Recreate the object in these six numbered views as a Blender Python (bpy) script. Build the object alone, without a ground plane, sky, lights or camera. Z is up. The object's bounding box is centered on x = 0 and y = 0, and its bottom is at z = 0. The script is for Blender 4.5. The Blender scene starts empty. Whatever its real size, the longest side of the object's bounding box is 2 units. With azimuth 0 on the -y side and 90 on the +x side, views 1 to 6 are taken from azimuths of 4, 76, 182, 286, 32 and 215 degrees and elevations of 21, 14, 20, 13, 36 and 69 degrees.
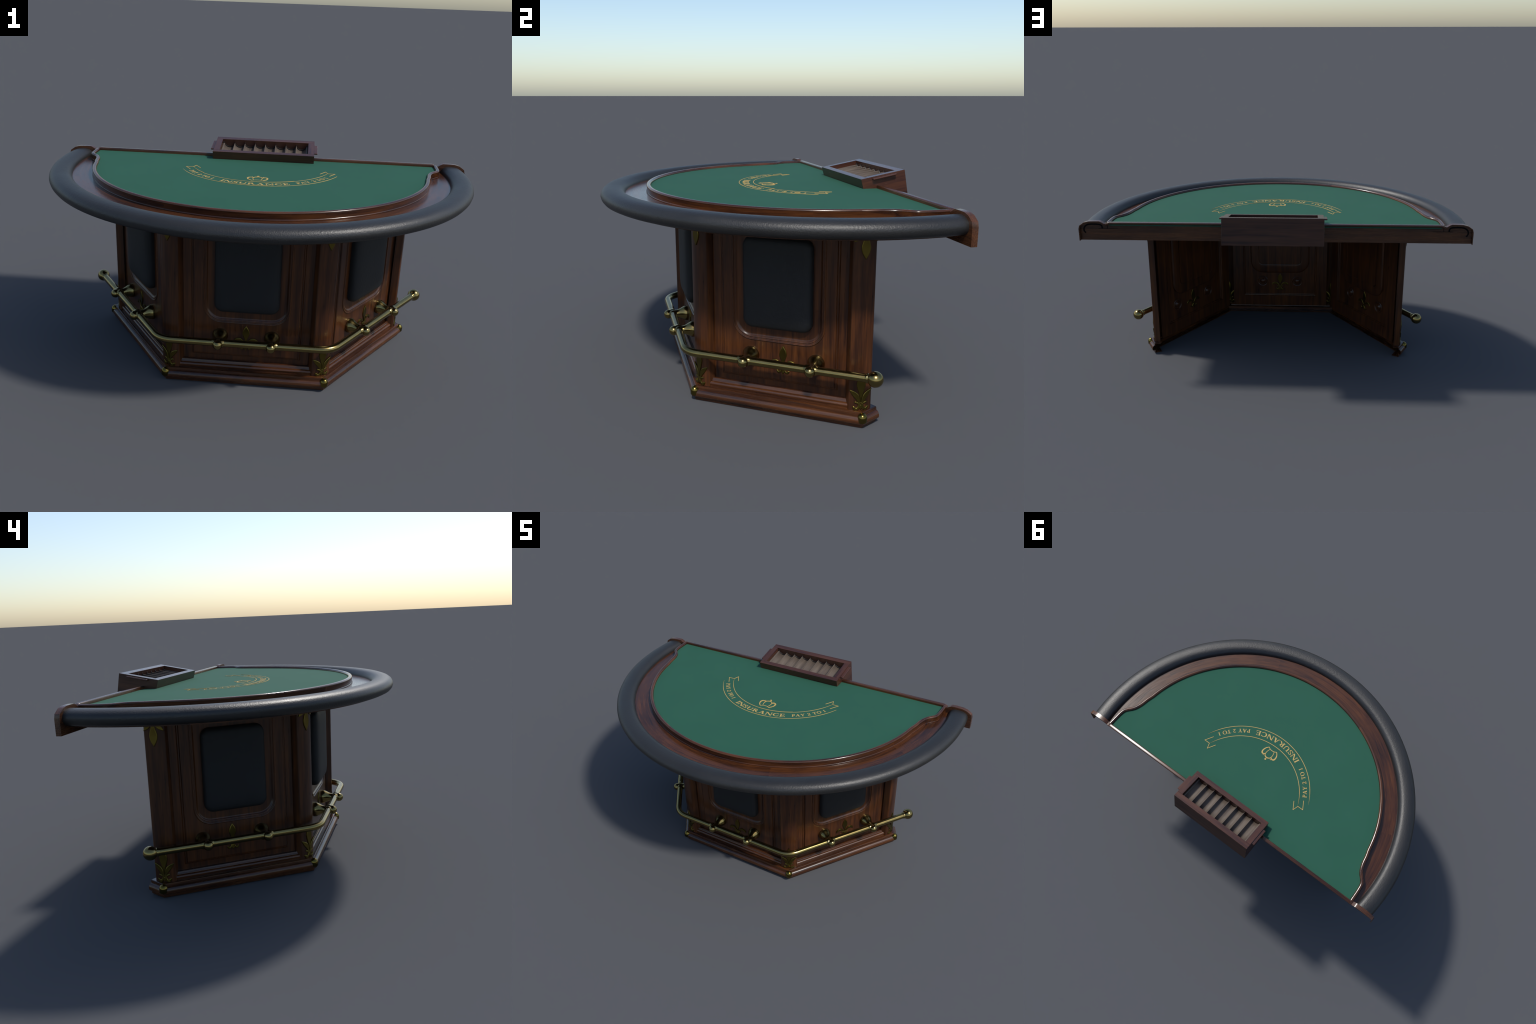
# Semicircular card table: padded armrest, green felt with gilt lettering,
# three-sided panelled pedestal with brass foot rail, and a wooden chip tray.
import bpy, bmesh, math, random
from math import sin, cos, pi, radians, sqrt, atan2
from mathutils import Vector, Matrix
from mathutils.geometry import tessellate_polygon

random.seed(7)
COL = bpy.context.scene.collection

# ------------------------------------------------------------------ helpers
def new_obj(name, mesh, parent=None, mat=None, loc=(0, 0, 0), rotz=0.0, smooth=35):
    ob = bpy.data.objects.new(name, mesh)
    COL.objects.link(ob)
    ob.location = loc
    ob.rotation_euler = (0, 0, rotz)
    if parent is not None:
        ob.parent = parent
    if mat is not None and not mesh.materials:
        mesh.materials.append(mat)
    if smooth is not None:
        shade(mesh, smooth)
    return ob


def shade(me, angle):
    if not len(me.polygons):
        return
    me.polygons.foreach_set("use_smooth", [True] * len(me.polygons))
    bm = bmesh.new()
    bm.from_mesh(me)
    for e in bm.edges:
        if len(e.link_faces) == 2:
            e.smooth = e.calc_face_angle(0.0) < radians(angle)
    bm.to_mesh(me)
    bm.free()


def mesh_from(name, verts, faces, recalc=True):
    me = bpy.data.meshes.new(name)
    me.from_pydata([tuple(v) for v in verts], [], faces)
    bm = bmesh.new()
    bm.from_mesh(me)
    bmesh.ops.remove_doubles(bm, verts=bm.verts, dist=1e-6)
    if recalc:
        bmesh.ops.recalc_face_normals(bm, faces=bm.faces)
    bm.to_mesh(me)
    bm.free()
    return me


def loft(rows, closed_u=False, closed_v=False, cap=False):
    """rows: list of equal-length point lists -> (verts, quads)."""
    n, m = len(rows[0]), len(rows)
    v = [p for r in rows for p in r]
    f = []
    for i in range(m if closed_v else m - 1):
        a, b = i * n, ((i + 1) % m) * n
        for j in range(n if closed_u else n - 1):
            k = (j + 1) % n
            f.append((a + j, a + k, b + k, b + j))
    if cap:
        f.append(tuple(range(n)))
        f.append(tuple((m - 1) * n + j for j in range(n)))
    return v, f


def prism(poly, lo, hi, axis="z"):
    """closed 2D outline extruded between lo and hi along an axis."""
    def P(a, b, h):
        return {"z": (a, b, h), "y": (a, h, b), "x": (h, a, b)}[axis]
    n = len(poly)
    v = [P(a, b, lo) for a, b in poly] + [P(a, b, hi) for a, b in poly]
    f = [tuple(range(n)), tuple(range(n, 2 * n))]
    f += [(i, (i + 1) % n, n + (i + 1) % n, n + i) for i in range(n)]
    return v, f


def join(parts):
    v, f = [], []
    for pv, pf in parts:
        o = len(v)
        v += list(pv)
        f += [tuple(i + o for i in q) for q in pf]
    return v, f


def box(x0, x1, y0, y1, z0, z1):
    return prism([(x0, y0), (x1, y0), (x1, y1), (x0, y1)], z0, z1)


def lathe(profile, axis_o, axis_d, seg=32):
    """profile [(h, r)] revolved about the axis through axis_o along axis_d."""
    d = Vector(axis_d).normalized()
    a = d.orthogonal().normalized()
    b = d.cross(a)
    o = Vector(axis_o)
    rows = []
    for h, r in profile:
        rows.append([o + d * h + (a * cos(t) + b * sin(t)) * max(r, 1e-5)
                     for t in (2 * pi * k / seg for k in range(seg))])
    return loft(rows, closed_u=True)


def catmull(pts, per=6, closed=False):
    out, n = [], len(pts)
    for i in range(n if closed else n - 1):
        g = (lambda k: pts[k % n]) if closed else (lambda k: pts[min(max(k, 0), n - 1)])
        p0, p1, p2, p3 = g(i - 1), g(i), g(i + 1), g(i + 2)
        for j in range(per):
            t = j / per
            out.append(tuple(0.5 * (2 * b + (c - a) * t + (2 * a - 5 * b + 4 * c - d) * t * t
                                    + (3 * b - a - 3 * c + d) * t ** 3)
                             for a, b, c, d in zip(p0, p1, p2, p3)))
    if not closed:
        out.append(tuple(pts[-1]))
    return out


def bevel_obj(ob, width, seg=2, angle=35):
    me = ob.data
    bm = bmesh.new()
    bm.from_mesh(me)
    ed = [e for e in bm.edges if len(e.link_faces) == 2 and e.calc_face_angle(0) > radians(angle)]
    bmesh.ops.bevel(bm, geom=ed, offset=width, segments=seg, affect="EDGES", profile=0.5, clamp_overlap=True)
    bm.to_mesh(me)
    bm.free()
    shade(me, 40)


# ---------------------------------------------------------------- materials
def mat_new(name):
    m = bpy.data.materials.new(name)
    m.use_nodes = True
    nt = m.node_tree
    nt.nodes.clear()
    out = nt.nodes.new("ShaderNodeOutputMaterial")
    bs = nt.nodes.new("ShaderNodeBsdfPrincipled")
    nt.links.new(bs.outputs[0], out.inputs[0])
    return m, nt, bs


def ramp(nt, stops):
    r = nt.nodes.new("ShaderNodeValToRGB")
    e = r.color_ramp.elements
    while len(e) < len(stops):
        e.new(0.5)
    for k, (p, c) in zip(e, stops):
        k.position = p
        k.color = (*c, 1)
    return r


def math_node(nt, op, a, b=None):
    n = nt.nodes.new("ShaderNodeMath")
    n.operation = op
    for i, x in enumerate((a, b)):
        if x is None:
            continue
        if isinstance(x, (int, float)):
            n.inputs[i].default_value = x
        else:
            nt.links.new(x, n.inputs[i])
    return n.outputs[0]


def wood_mat(name, grain, dark, mid, light, rough=0.3, coat=0.0, polar=None, streak=1.0, spec=0.5):
    """grain 'x','y','z', or polar=(cx, cy) for grain that follows the curve."""
    m, nt, bs = mat_new(name)
    tc = nt.nodes.new("ShaderNodeTexCoord")
    vec = tc.outputs["Object"]
    if polar:
        sp = nt.nodes.new("ShaderNodeSeparateXYZ")
        nt.links.new(vec, sp.inputs[0])
        dy = math_node(nt, "SUBTRACT", polar[1], sp.outputs["Y"])
        ang = math_node(nt, "ARCTAN2", sp.outputs["X"], dy)
        rad = math_node(nt, "POWER", math_node(nt, "ADD",
                        math_node(nt, "MULTIPLY", sp.outputs["X"], sp.outputs["X"]),
                        math_node(nt, "MULTIPLY", dy, dy)), 0.5)
        board = math_node(nt, "FLOOR", math_node(nt, "MULTIPLY", math_node(nt, "ADD", ang, 0.42), 1.25))
        cb = nt.nodes.new("ShaderNodeCombineXYZ")
        nt.links.new(math_node(nt, "ADD", ang, math_node(nt, "MULTIPLY", board, 3.7)), cb.inputs[0])
        nt.links.new(rad, cb.inputs[1])
        nt.links.new(sp.outputs["Z"], cb.inputs[2])
        vec = cb.outputs[0]
        grain = "x"
    mp = nt.nodes.new("ShaderNodeMapping")
    sc = {"x": (2.4, 46, 46), "y": (46, 2.4, 46), "z": (46, 46, 2.4)}[grain]
    mp.inputs["Scale"].default_value = sc
    nt.links.new(vec, mp.inputs[0])
    n1 = nt.nodes.new("ShaderNodeTexNoise")
    n1.inputs["Scale"].default_value = 1.0
    n1.inputs["Detail"].default_value = 6
    n1.inputs["Roughness"].default_value = 0.62
    n1.inputs["Distortion"].default_value = 0.6
    nt.links.new(mp.outputs[0], n1.inputs[0])
    n2 = nt.nodes.new("ShaderNodeTexNoise")
    n2.inputs["Scale"].default_value = 4.5
    n2.inputs["Detail"].default_value = 3
    nt.links.new(mp.outputs[0], n2.inputs[0])
    n3 = nt.nodes.new("ShaderNodeTexNoise")      # broad patches of tone
    n3.inputs["Scale"].default_value = 5.0
    n3.inputs["Detail"].default_value = 2
    nt.links.new(vec, n3.inputs[0])
    mix = math_node(nt, "ADD", math_node(nt, "MULTIPLY", n1.outputs[0], 0.66),
                    math_node(nt, "MULTIPLY", n2.outputs[0], 0.22))
    mix = math_node(nt, "ADD", mix, math_node(nt, "MULTIPLY", n3.outputs[0], 0.16))
    r = ramp(nt, [(0.37, dark), (0.49, mid), (0.65, light)])
    nt.links.new(mix, r.inputs[0])
    nt.links.new(r.outputs[0], bs.inputs["Base Color"])
    rr = math_node(nt, "ADD", math_node(nt, "MULTIPLY", n2.outputs[0], 0.12), rough - 0.06)
    nt.links.new(rr, bs.inputs["Roughness"])
    bs.inputs["Coat Weight"].default_value = coat
    bs.inputs["Coat Roughness"].default_value = 0.18
    bs.inputs["Specular IOR Level"].default_value = spec
    bp = nt.nodes.new("ShaderNodeBump")
    bp.inputs["Strength"].default_value = 0.06
    bp.inputs["Distance"].default_value = 0.002
    nt.links.new(n2.outputs[0], bp.inputs["Height"])
    nt.links.new(bp.outputs[0], bs.inputs["Normal"])
    return m


DK, MD, LT = (0.0150, 0.0058, 0.0042), (0.0440, 0.0150, 0.0057), (0.0880, 0.0292, 0.0082)
WOOD_X = wood_mat("polished_wood_along", "x", DK, MD, LT, 0.25)
WOOD_Y = wood_mat("polished_wood_across", "y", DK, MD, LT, 0.22)
WOOD_Z = wood_mat("polished_wood_upright", "z", DK, MD, LT, 0.30, spec=0.38)
WOOD_R = wood_mat("polished_wood_curved", "x", DK, MD, LT, 0.20, polar=(0, 0.351))
WOOD_B = wood_mat("polished_wood_plinth", "x", DK, MD, LT, 0.26)
WOOD_BK = wood_mat("back_board_wood", "x", (0.026, 0.0110, 0.0072), (0.0580, 0.0225, 0.0102), (0.0980, 0.0360, 0.0130), 0.27)
WOOD_T = wood_mat("reddish_tray_wood", "x", (0.026, 0.0095, 0.0090), (0.052, 0.0190, 0.0115), (0.078, 0.0285, 0.0145), 0.25)
WOOD_TY = wood_mat("reddish_tray_wood_side", "y", (0.026, 0.0095, 0.0090), (0.052, 0.0190, 0.0115), (0.078, 0.0285, 0.0145), 0.25)
WOOD_TB = wood_mat("tray_back_wood", "x", (0.020, 0.0098, 0.0082), (0.0450, 0.0190, 0.0120), (0.0700, 0.0290, 0.0165), 0.5, spec=0.22)  # tray wood darkened and dulled on a thin plate to mute sky reflection
WOOD_G = wood_mat("pale_groove_wood", "y", (0.062, 0.048, 0.041), (0.098, 0.076, 0.061), (0.138, 0.110, 0.086), 0.62, spec=0.3)
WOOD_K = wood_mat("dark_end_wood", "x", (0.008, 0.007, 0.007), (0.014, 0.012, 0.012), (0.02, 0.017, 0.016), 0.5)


def leather_mat(name, col, rough, bump=0.35):
    m, nt, bs = mat_new(name)
    tc = nt.nodes.new("ShaderNodeTexCoord")
    v = nt.nodes.new("ShaderNodeTexVoronoi")
    v.inputs["Scale"].default_value = 190
    n = nt.nodes.new("ShaderNodeTexNoise")
    n.inputs["Scale"].default_value = 90
    n.inputs["Detail"].default_value = 5
    n2 = nt.nodes.new("ShaderNodeTexNoise")
    n2.inputs["Scale"].default_value = 6
    n2.inputs["Detail"].default_value = 4
    for k in (v, n, n2):
        nt.links.new(tc.outputs["Object"], k.inputs["Vector"])
    r = ramp(nt, [(0.3, tuple(c * 0.88 for c in col)), (0.7, tuple(c * 1.14 for c in col))])
    nt.links.new(n2.outputs[0], r.inputs[0])
    nt.links.new(r.outputs[0], bs.inputs["Base Color"])
    nt.links.new(math_node(nt, "ADD", math_node(nt, "MULTIPLY", n2.outputs[0], 0.16), rough - 0.08), bs.inputs["Roughness"])
    h = math_node(nt, "ADD", math_node(nt, "MULTIPLY", v.outputs["Distance"], 0.6), n.outputs[0])
    bp = nt.nodes.new("ShaderNodeBump")
    bp.inputs["Strength"].default_value = bump
    bp.inputs["Distance"].default_value = 0.0016
    nt.links.new(h, bp.inputs["Height"])
    nt.links.new(bp.outputs[0], bs.inputs["Normal"])
    return m


LEATHER = leather_mat("armrest_leather", (0.0150, 0.0147, 0.0145), 0.46, 0.36)
LEATHER.node_tree.nodes["Principled BSDF"].inputs["Specular IOR Level"].default_value = 0.52
PADHIDE = leather_mat("panel_leather", (0.0100, 0.0106, 0.0116), 0.62, 0.3)
PADHIDE.node_tree.nodes["Principled BSDF"].inputs["Specular IOR Level"].default_value = 0.32


def brass_mat(name, col, rough, dark=0.65):
    m, nt, bs = mat_new(name)
    tc = nt.nodes.new("ShaderNodeTexCoord")
    n = nt.nodes.new("ShaderNodeTexNoise")
    n.inputs["Scale"].default_value = 26
    n.inputs["Detail"].default_value = 4
    nt.links.new(tc.outputs["Object"], n.inputs["Vector"])
    r = ramp(nt, [(0.3, tuple(c * dark for c in col)), (0.65, col)])
    nt.links.new(n.outputs[0], r.inputs[0])
    nt.links.new(r.outputs[0], bs.inputs["Base Color"])
    bs.inputs["Metallic"].default_value = 1.0
    nt.links.new(math_node(nt, "ADD", math_node(nt, "MULTIPLY", n.outputs[0], 0.08), rough - 0.04), bs.inputs["Roughness"])
    return m


BRASS = brass_mat("rail_brass", (0.258, 0.198, 0.074), 0.20, 0.88)
GILT = brass_mat("ornament_brass", (0.155, 0.116, 0.027), 0.36, 0.8)
CAPBRASS = brass_mat("corner_brass", (0.215, 0.160, 0.040), 0.22, 0.7)  # base colour lowered to dim the sky glare on the domes


def felt_mat():
    m, nt, bs = mat_new("green_felt")
    tc = nt.nodes.new("ShaderNodeTexCoord")
    n = nt.nodes.new("ShaderNodeTexNoise")
    n.inputs["Scale"].default_value = 420
    n.inputs["Detail"].default_value = 3
    n2 = nt.nodes.new("ShaderNodeTexNoise")
    n2.inputs["Scale"].default_value = 5
    nt.links.new(tc.outputs["Object"], n.inputs["Vector"])
    nt.links.new(tc.outputs["Object"], n2.inputs["Vector"])
    f = math_node(nt, "ADD", math_node(nt, "MULTIPLY", n.outputs[0], 0.6), math_node(nt, "MULTIPLY", n2.outputs[0], 0.4))
    r = ramp(nt, [(0.3, (0.0165, 0.079, 0.0490)), (0.7, (0.0200, 0.090, 0.0565))])
    nt.links.new(f, r.inputs[0])
    nt.links.new(r.outputs[0], bs.inputs["Base Color"])
    bs.inputs["Roughness"].default_value = 0.9
    bs.inputs["Specular IOR Level"].default_value = 0.28
    return m


FELT = felt_mat()
m, nt, bs = mat_new("gilt_print")
bs.inputs["Base Color"].default_value = (0.46, 0.312, 0.092, 1)
bs.inputs["Roughness"].default_value = 0.7
PRINT = m
m, nt, bs = mat_new("painted_contact_shadow")
bs.inputs["Base Color"].default_value = (0.004, 0.004, 0.005, 1)
bs.inputs["Roughness"].default_value = 0.9
bs.inputs["Specular IOR Level"].default_value = 0.1
DRAWN_SHADOW = m

# ------------------------------------------------------------- the one thing
TABLE = bpy.data.objects.new("card_table", None)
COL.objects.link(TABLE)
TABLE["label"] = "semicircular green felt casino card table with padded rim"
TABLE["category"] = "card table"

CY = 0.351                       # centre of the semicircle
RA, RB = 0.9910, 0.9890          # outer half-axes of the armrest
Y_END = 0.4865                   # where rim and top butt against the back board


def arc_row(d, z, n=120, y_end=Y_END):
    a, b = RA - d, RB - d
    pe = math.acos(max(-1, min(1, (CY - y_end) / b)))
    return [(a * sin(p), CY - b * cos(p), z) for p in (-pe + 2 * pe * k / n for k in range(n + 1))]


# --- armrest: a padded D section swept round the half circle
ARM = [(0.060, 0.7635), (0.040, 0.7640), (0.024, 0.7665), (0.011, 0.7725), (0.0035, 0.7820), (0.0, 0.7940),
       (0.0020, 0.8045), (0.0080, 0.8145), (0.0180, 0.8220), (0.0310, 0.8265), (0.0480, 0.8285),
       (0.0660, 0.8280), (0.0780, 0.8260), (0.0855, 0.8225), (0.0930, 0.8160), (0.0985, 0.8085),
       (0.1015, 0.8010), (0.1025, 0.7930)]
v, f = loft([arc_row(d, z) for d, z in ARM])
armrest = new_obj("armrest", mesh_from("armrest", v, f), TABLE, LEATHER, smooth=60)

# --- deck: the wooden channel between armrest and playing surface
top = arc_row(0.050, 0.797)
under = arc_row(0.050, 0.758)
v, f = prism([(p[0], p[1]) for p in top], 0.758, 0.797)
deck = new_obj("channel_board", mesh_from("channel_board", v, f), TABLE, WOOD_R)

# --- outline of the felt: ellipse with a small ogee at each end
FA, FB, FC = 0.770, 0.732, 0.305
half = []
p_lim = math.acos((FC - 0.205) / FB)
for k in range(61):
    p = p_lim * k / 60
    half.append((FA * sin(p), FC - FB * cos(p)))
tail = catmull([half[-2], half[-1], (0.7730, 0.243), (0.7805, 0.284), (0.7910, 0.318), (0.8050, 0.343), (0.8220, 0.362),
                (0.8345, 0.380), (0.8395, 0.404), (0.8412, 0.440), (0.8418, 0.4875)], 8)
half += tail[9:]
felt_edge = [(-x, y) for x, y in reversed(half[1:])] + half       # left end -> front -> right end


def offset_path(path, d):
    out = []
    n = len(path)
    for i, p in enumerate(path):
        a, b = path[max(i - 1, 0)], path[min(i + 1, n - 1)]
        tx, ty = b[0] - a[0], b[1] - a[1]
        l = math.hypot(tx, ty)
        q = (p[0] + ty / l * d, p[1] - tx / l * d)
        if i in (0, n - 1):
            q = (q[0], p[1])
        out.append(q)
    return out


playing = felt_edge[:]
playing[0] = (playing[0][0], 0.4885)
playing[-1] = (playing[-1][0], 0.4885)
outline = playing + [(0.8418, 0.4950), (-0.8418, 0.4950)]
v, f = prism(outline, 0.8145, 0.8210)
felt = new_obj("felt_surface", mesh_from("felt_surface", v, f), TABLE, FELT)

TRIM = [(0.0, 0.8150), (0.0, 0.8240), (0.0016, 0.8288), (0.0048, 0.8316), (0.0090, 0.8325), (0.0140, 0.8320), (0.0172, 0.8302),
        (0.0188, 0.8272), (0.0186, 0.8252), (0.0176, 0.8242), (0.0176, 0.8040), (0.0186, 0.8030), (0.0204, 0.8012), (0.0206, 0.7960)]
v, f = loft([[(x, y, z) for x, y in offset_path(felt_edge, d)] for d, z in TRIM])
trim = new_obj("felt_border", mesh_from("felt_border", v, f), TABLE, WOOD_R, smooth=50)

# --- back board with raised lip following the armrest section
ZB = 0.7355
cap = [(1.0, ZB), (1.0, 0.798), (0.9950, 0.8160), (0.9710, 0.8325), (0.9470, 0.8390), (0.9180, 0.8402), (0.8900, 0.8400),
       (0.8790, 0.8350), (0.8645, 0.8262), (0.8560, 0.8300), (0.8500, 0.8330)]
outline = [(x, z) for x, z in cap] + [(0.8480, 0.8150), (-0.8480, 0.8150)] + [(-x, z) for x, z in reversed(cap)]
parts = [prism(outline, 0.4830, 0.4875, "y")]
for s in (1, -1):
    inner = []
    for i, (x, z) in enumerate(cap):
        a, b = cap[max(i - 1, 0)], cap[min(i + 1, len(cap) - 1)]
        tx, tz = b[0] - a[0], b[1] - a[1]
        l = math.hypot(tx, tz)
        inner.append((x - tz / l * 0.0045, z + tx / l * 0.0045) if i else (x - 0.0045, z))
    lip = [(s * x, z) for x, z in cap] + [(s * x, z) for x, z in reversed(inner)]
    parts.append(prism(lip, 0.4868, 0.5050, "y"))
v, f = join(parts)
board = new_obj("dealer_board", mesh_from("dealer_board", v, f), TABLE, WOOD_BK, smooth=25)

# rim and deck contact shadow, modelled as dark strips on the board's back
sec = catmull([(0.9690, 0.7720), (0.9765, 0.7850), (0.9765, 0.7970), (0.9700, 0.8085), (0.9560, 0.8170), (0.9350, 0.8200),
               (0.9050, 0.8195), (0.8900, 0.8165), (0.8830, 0.8100), (0.8815, 0.7975)], 5)
runs = [(sec, 0.0038), ([(0.9010, 0.7970), (0.8000, 0.7965)], 0.0027), ([(0.8545, 0.7980), (0.8530, 0.8260)], 0.0027)]
parts = []
for s in (1, -1):
    for k, (path, w) in enumerate(runs):
        n = len(path)
        L, R = [], []
        for i, (x, z) in enumerate(path):
            a, b = path[max(i - 1, 0)], path[min(i + 1, n - 1)]
            tx, tz = b[0] - a[0], b[1] - a[1]
            l = math.hypot(tx, tz)
            ww = w * (0.35 if i in (0, n - 1) else 1)
            L.append((s * (x - tz / l * ww), z + tx / l * ww))
            R.append((s * (x + tz / l * ww), z - tx / l * ww))
        parts.append(prism(L + R[::-1], 0.4860, 0.4880 + 0.0003 * k, "y"))
v, f = join(parts)
new_obj("drawn_shadow_strip", mesh_from("drawn_shadow_strip", v, f), board, DRAWN_SHADOW, smooth=None)

# --- back edge strip, interrupted by the chip tray
STRIP = [(0.4878, 0.8160), (0.4876, 0.8310), (0.4882, 0.8336), (0.4900, 0.8350), (0.4925, 0.8353), (0.5035, 0.8353), (0.5058, 0.8348), (0.5070, 0.8330),
         (0.5075, 0.8295), (0.5068, 0.8262), (0.5055, 0.8250), (0.4935, 0.8245), (0.4930, 0.8160)]
strips = []
for s in (1, -1):
    rows = []
    for x, dz in ((0.2485, 0), (0.8400, 0), (0.8480, -0.0026), (0.8540, -0.0058), (0.8580, -0.0100)):
        rows.append([(s * x, y, z + (dz if z > 0.82 else 0)) for y, z in STRIP])
    v, f = loft(rows, closed_u=True, cap=True)
    strips.append(new_obj("edge_strip", mesh_from("edge_strip", v, f), TABLE, WOOD_X, smooth=50))

# ------------------------------------------------------------ felt lettering
LET_Z = 0.8209


class Glyph:
    """Roman capitals drawn from strokes in a box of height 1."""

    def __init__(self):
        self.polys = []

    def poly(self, *p):
        self.polys.append(list(p))

    def stem(self, x, w=0.17, y0=0.0, y1=1.0, top=True, bot=True, s=0.10):
        self.poly((x, y0), (x + w, y0), (x + w, y1), (x, y1))
        if bot:
            self.serif(x - s, x + w + s, y0)
        if top:
            self.serif(x - s, x + w + s, y1 - 0.06)

    def serif(self, x0, x1, y, h=0.06):
        self.poly((x0, y), (x1, y), (x1, y + h), (x0, y + h))

    def diag(self, x0, y0, x1, y1, w):
        self.poly((x0, y0), (x0 + w, y0), (x1 + w, y1), (x1, y1))

    def band(self, cx, cy, rx, ry, wx, wy, a0, a1, n=22):
        o, i = [], []
        for k in range(n + 1):
            t = radians(a0 + (a1 - a0) * k / n)
            o.append((cx + rx * cos(t), cy + ry * sin(t)))
            i.append((cx + (rx - wx) * cos(t), cy + (ry - wy) * sin(t)))
        for k in range(n):
            self.poly(o[k], o[k + 1], i[k + 1], i[k])


def glyph(ch):
    g = Glyph()
    if ch == "I":
        g.stem(0.10); w = 0.37
    elif ch == "1":
        g.stem(0.16, 0.15, top=False, s=0.12); g.poly((0.02, 0.80), (0.16, 0.84), (0.31, 1.0), (0.2, 0.98)); w = 0.45
    elif ch == "N":
        g.stem(0.08, 0.085, s=0.09); g.stem(0.80, 0.085, bot=False, s=0.09); g.diag(0.68, 0.0, 0.05, 1.0, 0.205); w = 0.97
    elif ch == "S":
        g.band(0.31, 0.735, 0.27, 0.265, 0.12, 0.09, 20, 265); g.band(0.31, 0.265, 0.28, 0.265, 0.13, 0.09, 90, -160)
        g.poly((0.50, 0.98), (0.56, 0.98), (0.575, 0.70), (0.52, 0.74)); g.poly((0.05, 0.02), (0.0, 0.02), (0.0, 0.32), (0.06, 0.27)); w = 0.62
    elif ch == "U":
        g.stem(0.10, 0.16, 0.30, bot=False); g.stem(0.72, 0.085, 0.30, bot=False, s=0.09)
        g.band(0.4525, 0.34, 0.3525, 0.36, 0.13, 0.10, 180, 360); w = 0.92
    elif ch == "R":
        g.stem(0.10); g.band(0.34, 0.745, 0.31, 0.255, 0.155, 0.07, -90, 90)
        g.poly((0.26, 0.93), (0.35, 0.93), (0.35, 1.0), (0.26, 1.0)); g.poly((0.26, 0.49), (0.36, 0.49), (0.36, 0.56), (0.26, 0.56))
        g.diag(0.66, 0.0, 0.30, 0.5, 0.20); g.serif(0.68, 0.95, 0.0); w = 0.92
    elif ch == "A":
        g.diag(0.10, 0.0, 0.40, 1.0, 0.075); g.diag(0.62, 0.0, 0.36, 1.0, 0.19)
        g.poly((0.2, 0.30), (0.66, 0.30), (0.64, 0.37), (0.22, 0.37)); g.serif(0.0, 0.27, 0.0); g.serif(0.53, 0.92, 0.0); w = 0.92
    elif ch == "C":
        g.band(0.47, 0.50, 0.46, 0.515, 0.185, 0.08, 48, 312); g.poly((0.73, 0.97), (0.79, 0.97), (0.81, 0.68), (0.74, 0.74))
        g.poly((0.74, 0.26), (0.81, 0.31), (0.82, 0.20), (0.76, 0.12)); w = 0.87
    elif ch == "E":
        g.stem(0.10, top=False, bot=False); g.poly((0.0, 0.94), (0.66, 0.94), (0.66, 1.0), (0.0, 1.0)); g.poly((0.0, 0.0), (0.70, 0.0), (0.70, 0.06), (0.0, 0.06))
        g.poly((0.27, 0.47), (0.54, 0.47), (0.54, 0.54), (0.27, 0.54)); g.poly((0.60, 0.94), (0.66, 0.94), (0.66, 0.74), (0.63, 0.74))
        g.poly((0.63, 0.06), (0.70, 0.06), (0.74, 0.28), (0.70, 0.28)); g.poly((0.49, 0.35), (0.54, 0.35), (0.54, 0.66), (0.49, 0.66)); w = 0.76
    elif ch == "P":
        g.stem(0.10); g.band(0.34, 0.725, 0.33, 0.275, 0.165, 0.07, -90, 90)
        g.poly((0.26, 0.93), (0.35, 0.93), (0.35, 1.0), (0.26, 1.0)); g.poly((0.26, 0.45), (0.35, 0.45), (0.35, 0.52), (0.26, 0.52)); w = 0.70
    elif ch == "Y":
        g.stem(0.36, 0.16, 0.0, 0.46, top=False); g.diag(0.35, 0.43, 0.06, 1.0, 0.19); g.diag(0.45, 0.43, 0.72, 1.0, 0.075)
        g.serif(0.0, 0.34, 0.94); g.serif(0.62, 0.90, 0.94); w = 0.88
    elif ch == "2":
        g.band(0.29, 0.70, 0.28, 0.30, 0.14, 0.08, 165, -35); g.diag(0.02, 0.0, 0.40, 0.55, 0.13)
        g.poly((0.02, 0.0), (0.60, 0.0), (0.60, 0.12), (0.10, 0.12)); g.poly((0.55, 0.12), (0.60, 0.12), (0.62, 0.26), (0.58, 0.26)); w = 0.62
    elif ch == "T":
        g.stem(0.32, 0.17, top=False); g.poly((0.02, 0.93), (0.79, 0.93), (0.79, 1.0), (0.02, 1.0))
        g.poly((0.02, 0.93), (0.07, 0.93), (0.03, 0.72), (0.0, 0.72)); g.poly((0.74, 0.93), (0.79, 0.93), (0.81, 0.72), (0.78, 0.72)); w = 0.80
    elif ch == "O":
        g.band(0.48, 0.50, 0.48, 0.515, 0.185, 0.075, 0, 360, 36); w = 0.96
    else:
        w = 0.42
    return g.polys, w


def flat_pieces(polys, z0=LET_Z, step=0.00004, h=0.0005):
    return join([prism(p, z0 - 0.002, z0 + h + step * (k % 40), "z") for k, p in enumerate(polys)])




def banner_line(R, c, a0, a1, w, n=70):
    polys = []
    for k in range(n):
        pa, pb = (a0 + (a1 - a0) * k / n, a0 + (a1 - a0) * (k + 1) / n)
        def ww(a):                                    # hairline tapers at both ends
            e = min(a - a0, a1 - a) / (a1 - a0)
            return w * min(1.0, 0.12 + e * 9)
        q = []
        for a, sgn in ((pa, 1), (pb, 1), (pb, -1), (pa, -1)):
            r = R + sgn * ww(a)
            q.append((r * sin(radians(a)), c - r * cos(radians(a))))
        polys.append(q)
    return polys


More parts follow.
